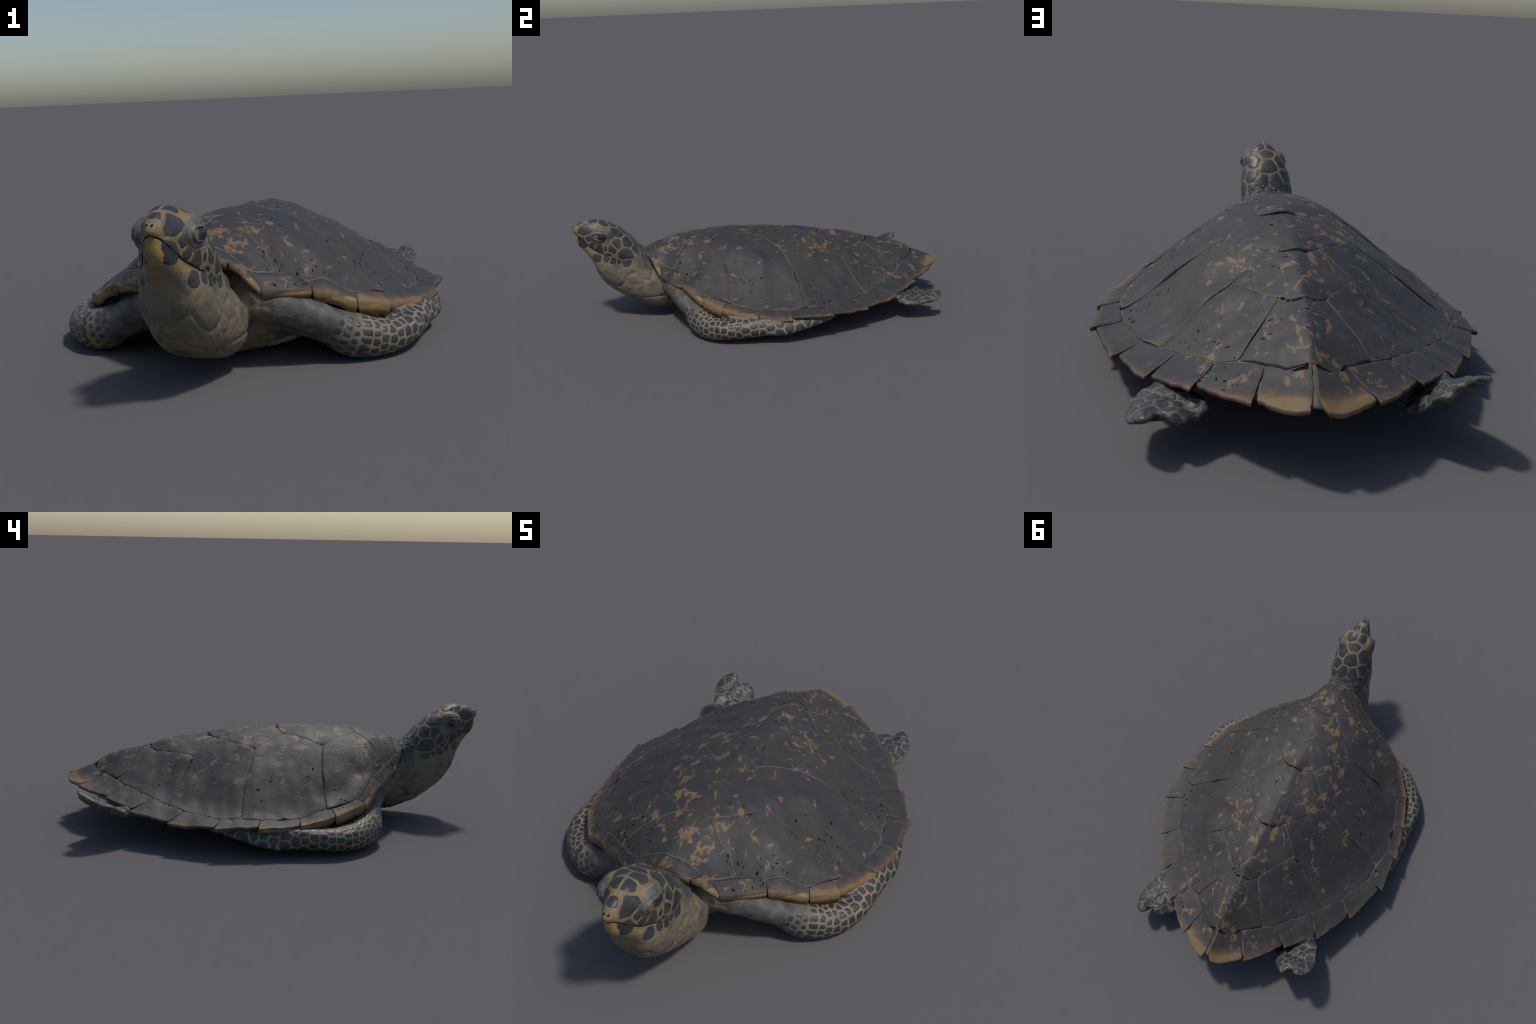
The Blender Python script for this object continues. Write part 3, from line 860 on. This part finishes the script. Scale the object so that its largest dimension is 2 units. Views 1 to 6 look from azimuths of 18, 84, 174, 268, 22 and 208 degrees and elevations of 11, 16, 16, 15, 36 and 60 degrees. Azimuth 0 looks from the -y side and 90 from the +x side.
def limb_seeds(path, t0, t1, spacing, arc, side):
    """rows of scales round a limb; arc in degrees, 0 = outwards, 90 = up"""
    P = spline(path, 12)
    L = np.r_[0, np.cumsum(np.linalg.norm(np.diff(P[:, :3], axis=0), axis=1))]
    out = []; s = t0 * L[-1]; row = 0
    while s < t1 * L[-1]:
        f = s / L[-1]
        sp = spacing(f)
        c = np.array([np.interp(s, L, P[:, k]) for k in range(5)])
        e = .01
        d = Vector([np.interp(s + e, L, P[:, k]) - np.interp(s - e, L, P[:, k]) for k in range(3)]).normalized()
        o = d.cross(Vector((0, 0, 1))).normalized()
        if o.x * side < 0 and f > .5: o = -o
        elif f <= .5 and o.y > 0: o = -o
        up = Vector((0, 0, 1)) - d * d.z
        around = math.pi * (c[3] + c[4]) * .5 * (arc[1] - arc[0]) / 180
        m = max(2, int(round(around / (sp * .92))))
        for j in range(m):
            q = math.radians(arc[0] + (arc[1] - arc[0]) * (j + (.5 if row % 2 else 0) + RNG.uniform(-.13, .13)) / m)
            dirn = (o * math.cos(q) + up.normalized() * math.sin(q)).normalized()
            h = BVH.ray_cast(Vector(c[:3]) + dirn * .16, -dirn, .16)
            if h[0] is None: continue
            if h[1].dot(dirn) < .1: continue
            out.append((h[0] + d * RNG.uniform(-.12, .12) * sp, sp * .5 * RNG.uniform(.85, 1.15), up, 1.12))
        s += sp * .86; row += 1
    return out

for path, limb, side in ((FORE_R, fore_r, 1), (FORE_L, fore_l, -1)):
    sd = limb_seeds(path, .345, .985, lambda f: .030 + .022 * min(1, max(0, (f - .40) / .3)), (-68, 140), side)
    lay_scales(limb, sd, gap=.0050, height=.0014)
    # scattered round spots where the scaly part fades into the grey skin of the upper arm
    sp = limb_seeds(path, .265, .345, lambda f: .030, (-50, 60), side)
    lay_scales(limb, [(p, r * .62, None, 1) for p, r, _, _ in sp], gap=.008, height=.0014)

def paddle_seeds(outline, pad, spacing):
    O = np.array(outline); c, e3 = pad
    e3 = Vector(e3)
    u = e3.cross(Vector((0, 1, 0))).normalized(); v = e3.cross(u).normalized()
    out = []
    for j in range(-5, 6):
        for i in range(-5, 6):
            a = (i + (.5 if j % 2 else 0) + RNG.uniform(-.2, .2)) * spacing; b = (j * .88 + RNG.uniform(-.15, .15)) * spacing
            P = Vector(c) + u * a + v * b
            h = BVH.ray_cast(P + e3 * .09, -e3, .16)
            if h[0] is None or h[1].dot(e3) < .15 or h[0].y < .66: continue
            out.append((h[0], spacing * .5 * RNG.uniform(.7, 1.3), None, 1))
    return out
lay_scales(hind_r, paddle_seeds(HIND_R, PAD_R, .042), gap=.0044, height=.0016)
lay_scales(hind_l, paddle_seeds(HIND_L, PAD_L, .042), gap=.0044, height=.0016)

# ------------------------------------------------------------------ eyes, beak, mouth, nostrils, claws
def eye(s):
    c = EYE[s] + Vector((s * .012, -.004, .0))
    out = Vector((s * .88, -.46, .05)).normalized()
    fwd = (Vector((0, -1, .15)) - out * Vector((0, -1, .15)).dot(out)).normalized()
    up = out.cross(fwd) * (1 if s < 0 else -1)
    if up.z < 0: up = -up
    M = Matrix((out, fwd, up)).transposed()
    # lids: wrinkled skin draped over the bulge, with an almond opening
    nth, nr = 56, 14
    V, F = [], []
    for i in range(nr + 1):
        for j in range(nth):
            th = 2 * math.pi * j / nth
            op = .38 + .07 * math.cos(2 * th)
            r = op + (1.0 - op) * i / nr
            a = r * math.cos(th) * .064 - .006 * (r - op); b = r * math.sin(th) * .053 * (1 + .06 * math.cos(th * 2))
            P = c + fwd * a + up * b
            h = BVH.ray_cast(P + out * .09, -out, .16)
            q = h[0] if h[0] is not None and abs((h[0] - P).dot(out)) < .03 else BVH.find_nearest(P + out * .01)[0]
            t = (r - op) / (1 - op)
            k = .0032 * math.exp(-(t / .22) ** 2) + .0010 * math.sin(t * 15 + 2 * nz((math.cos(th), math.sin(th), 0), 1.3, s)) + .0035 * (1 - t) + .0035 * nz(q, 45, s)
            if i == 0: k = -.004
            V.append(q + out * (k * min(1, (1 - t) * 5) - .0012 * (t > .99)))
    for i in range(nr):
        for j in range(nth):
            a, b = i * nth + j, i * nth + (j + 1) % nth
            f = (a, b, b + nth, a + nth)
            F.append(f)
    me = new_mesh("eyelid", V, F)
    bmx = bmesh.new(); bmx.from_mesh(me); bmesh.ops.recalc_face_normals(bmx, faces=bmx.faces)
    if sum((f.normal.dot(out) for f in bmx.faces)) < 0: bmesh.ops.reverse_faces(bmx, faces=bmx.faces)
    bmx.to_mesh(me); bmx.free()
    lid = add_object("eyelid", me, head, MAT["lid"])
    place_at(lid, c)
    bm = bmesh.new(); bmesh.ops.create_uvsphere(bm, u_segments=32, v_segments=20, radius=1.0)
    me = bpy.data.meshes.new("eye"); bm.to_mesh(me); bm.free()
    for p in me.polygons: p.use_smooth = True
    hc = BVH.ray_cast(c + out * .09, -out, .16)[0]
    me.transform(Matrix.Diagonal((.020, .034, .027, 1)))
    c = hc - out * .0165
    eb = add_object("eye", me, head, MAT["eye"])
    eb.matrix_world = Matrix.Translation(c) @ M.to_4x4()
for s in (1, -1): eye(s)

def project_plate(name, corners, origin, look, upv, height, mat, parent, step=.004):
    """plate whose outline is given in a plane looking along -look"""
    n = Vector(look).normalized(); u = Vector(upv).cross(n).normalized(); v = n.cross(u)
    q = Vector(origin)
    me = plate_mesh(name, chaikin(ccw(corners), 1, .15), (q, n, u, v), height, step)
    ob = add_object(name, me, parent, mat); place_at(ob, q); return ob
# front of the lower jaw: bare yellow horn
project_plate("lower_beak", [(-.022, .034), (.022, .034), (.030, -.030), (.022, -.043), (-.022, -.043), (-.030, -.030)], (.032, -.985, .452), (0, -1, -.12), (0, 0, 1), .003, MAT["beak"], head)

def tube(name, pts, r, mat, parent, n=8):
    P = spline(pts, 6)
    V, F = [], []
    for i, p in enumerate(P):
        t = Vector(P[min(i + 1, len(P) - 1)] - P[max(i - 1, 0)]).normalized()
        q, nn, _, _ = surface_frame(p)
        b = t.cross(nn).normalized()
        rr = r * (.35 + .65 * math.sin(math.pi * min(1, (i + .6) / len(P))) ** .5)
        for k in range(n):
            a = 2 * math.pi * k / n
            V.append(q - nn * rr * .35 + nn * rr * .75 * math.sin(a) + b * rr * math.cos(a))
    for i in range(len(P) - 1):
        for k in range(n):
            a, b2 = i * n + k, i * n + (k + 1) % n
            F.append((a, b2, b2 + n, a + n))
    F.append(tuple(range(n))[::-1]); F.append(tuple(len(V) - n + k for k in range(n)))
    return add_object(name, new_mesh(name, V, F), parent, mat)
LIPS = [(.034, -.995, .497), (.050, -.975, .486), (.066, -.950, .460), (.086, -.918, .424), (.102, -.888, .400), (.114, -.860, .384), (.120, -.825, .366)]
tube("mouth_line", LIPS, .0034, MAT["dark_fill"], head)  # dark tube laid along the lips in place of a mouth groove
tube("mouth_line", [(2 * MIDLINE(y) + .002 - x, y, z) for x, y, z in LIPS], .0034, MAT["dark_fill"], head)
for s in (1, -1):
    bm = bmesh.new(); bmesh.ops.create_icosphere(bm, subdivisions=2, radius=1)
    me = bpy.data.meshes.new("nostril_blob"); bm.to_mesh(me); bm.free()
    ob = add_object("nostril_blob", me, head, MAT["dark_fill"])  # dark blob set on the snout in place of a nostril hole
    q, n, u, v = surface_frame((.034 + s * .007, -.990, .520))
    ob.matrix_world = Matrix.Translation(q) @ Matrix.Diagonal((.0035, .006, .0025, 1))


# ------------------------------------------------------------------ dark shards: black specks of scan faults, laid over shell and skin
def dark_shards(parent, centres, per, spread, ray, name, size=(.004, .011), height=.0007):
    """tiny ragged shards standing for faults of the scanned mesh; ray gives a point and a normal under (x, y)"""
    V, F = [], []
    for cx, cy, k in centres:
        for _ in range(int(per * k)):
            x, y = RNG.normal(cx, spread * k ** .3), RNG.normal(cy, spread * k ** .3)
            h = ray(x, y)
            if h is None: continue
            q, n = h
            u = n.cross(Vector((RNG.normal(), RNG.normal(), .3))).normalized(); v = n.cross(u)
            L = RNG.uniform(*size); w = L * RNG.uniform(.18, .55); m = int(RNG.integers(3, 6))
            ring = [q + u * (math.cos(2 * math.pi * j / m) * L * RNG.uniform(.6, 1.2)) + v * (math.sin(2 * math.pi * j / m) * w * RNG.uniform(.6, 1.2)) for j in range(m)]
            b = len(V)
            V += [p + n * height for p in ring] + [p - n * .003 for p in ring]
            F.append(tuple(b + j for j in range(m)))
            F += [(b + (j + 1) % m, b + j, b + m + j, b + m + (j + 1) % m) for j in range(m)]
    ob = add_object(name, new_mesh(name, V, F, False), parent, MAT["dark_fill"])
    ob["kind"] = "stuff"
    return ob

def scute_tree():
    V, F = [], []
    for ob in carapace.children:
        M = ob.matrix_world; b = len(V)
        V += [tuple(M @ v.co) for v in ob.data.vertices]
        F += [tuple(b + i for i in p.vertices) for p in ob.data.polygons]
    return BVHTree.FromPolygons(V, F)
SHELL_TREE = scute_tree()
def down(tree):
    def f(x, y):
        h = tree.ray_cast(Vector((x, y, 1)), Vector((0, 0, -1)))
        return None if h[0] is None or h[1].z < .2 else (h[0], h[1])
    return f
# clusters of scan-fault specks on the shell: (x, y, how many)
SPECK_CLUSTERS = [(.22, -.44, 1.5), (.30, -.40, 1.2), (-.22, -.45, 1.7), (-.16, -.50, 1.0), (.40, -.10, 1.0), (.33, -.20, .8), (.27, .55, .9), (.12, .68, .6), (-.40, .05, .6), (-.36, -.13, .5),
          (-.28, .52, .5), (.02, .10, .4), (.03, .42, .5), (.45, .25, .5), (-.02, .70, .5), (.20, .78, .7), (-.45, -.28, .5), (-.10, .20, .4), (.08, -.30, .3), (-.25, .28, .5)]
dark_shards(carapace, SPECK_CLUSTERS, 13, .045, down(SHELL_TREE), "shell_shard")
dark_shards(carapace, [(RNG.uniform(-.5, .5), RNG.uniform(-.5, .85), .3) for _ in range(40)], 8, .05, down(SHELL_TREE), "shell_shard", (.0025, .006))
dark_shards(head, [(.03, -.69, .8), (-.02, -.70, .5), (.07, -.70, .5)], 9, .02, down(BVH), "skin_shard", (.002, .005))

# dark ribbons laid on the shell along some seams, in place of open cracks
def crack_ribbon(parent, path, width, seed, cut=-.12):
    P = spline([(x, y, 0) for x, y in path], 14)
    f = down(SHELL_TREE)
    V, F = [], []
    prev = None
    for i, p in enumerate(P):
        t = P[min(i + 1, len(P) - 1)] - P[max(i - 1, 0)]
        t = t / (np.linalg.norm(t) + 1e-9)
        w = width * (nz(p, 9, seed) - cut) * 3.0 * min(1, i / 4, (len(P) - 1 - i) / 4)
        if w < width * .08: prev = None; continue
        n2 = np.array((-t[1], t[0])); j1, j2 = nz(p, 70, seed) * width * .9, nz(p, 70, seed + 3) * width * .9
        a, b = f(*(p[:2] + n2 * (w + j1))), f(*(p[:2] - n2 * (w + j2)))
        if a is None or b is None: prev = None; continue
        k = len(V)
        V += [a[0] + a[1] * .0006, b[0] + b[1] * .0006, a[0] - a[1] * .004, b[0] - b[1] * .004]
        if prev is not None:
            q = prev
            F += [(q, q + 1, k + 1, k), (q + 2, q, k, k + 2), (q + 1, q + 3, k + 3, k + 1), (q + 3, q + 2, k + 2, k + 3)]
        prev = k
    if not F: return
    me = new_mesh("crack_ribbon", V, F, False)
    bmx = bmesh.new(); bmx.from_mesh(me); bmesh.ops.recalc_face_normals(bmx, faces=bmx.faces); bmx.to_mesh(me); bmx.free()
    ob = add_object("crack_ribbon", me, parent, MAT["dark_fill"])
    ob["kind"] = "stuff"
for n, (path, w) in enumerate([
        ([S5R, REAR_R, (.06, .845), (-.01, .860), (-.07, .845), REAR_L], .0045), ([(.085, .60), (.125, .66), S5R], .004), ([S4R, (.30, .450), (.36, .485)], .003),
        ([S3R, (.30, .122), (.46, .160)], .0035), ([E4R, (.03, .590), (-.016, .596), (-.045, .587), E4L, (-.12, .49)], .0035), ([E3R, (.03, .318), (-.018, .322), (-.05, .309), E3L, (-.14, .21)], .003),
        ([E2R, (.035, -.010), (-.02, -.008), (-.062, -.018), E2L], .0035), ([inL[5], inL[6], inL[7], inL[8]], .0075), ([inL[8], inL[9]], .003), ([(.30, -.20), (.40, -.198), C12R], .0035),
        ([(-.27, -.21), (-.38, -.208), (-.49, -.21)], .003), ([S3L, (-.31, .12), (-.42, .15)], .002), ([inR[9], inR[10], REAR_R], .003), ([inR[6], inR[7]], .0025), ([S4L, (-.27, .42), (-.36, .47)], .0022)]):
    crack_ribbon(carapace, path, w, 3.1 * n + .7, -.22 if n in (0, 7) else -.06)

# paper tag stuck under the breast plate, with a red scrawl
def tag():
    M = Matrix.Translation((.172, -.33, .04))
    V, F = [], []
    nx, ny = 10, 6
    for i in range(nx + 1):
        for j in range(ny + 1):
            x, y = .135 + .085 * i / nx, -.375 + .075 * j / ny + .03 * (i / nx)
            h = BVH.ray_cast(Vector((x, y, -.2)), Vector((0, 0, 1)))
            V.append(h[0] + h[1] * .0015 if h[0] is not None else Vector((x, y, .03)))
    for i in range(nx):
        for j in range(ny):
            a = i * (ny + 1) + j
            F.append((a, a + 1, a + ny + 2, a + ny + 1))
    m = len(V)
    V += [p + Vector((0, 0, .001)) for p in V]
    F += [tuple(k + m for k in f[::-1]) for f in F]
    return add_object("paper_tag", new_mesh("paper_tag", V, F), plastron, MAT["paper"])
tag()
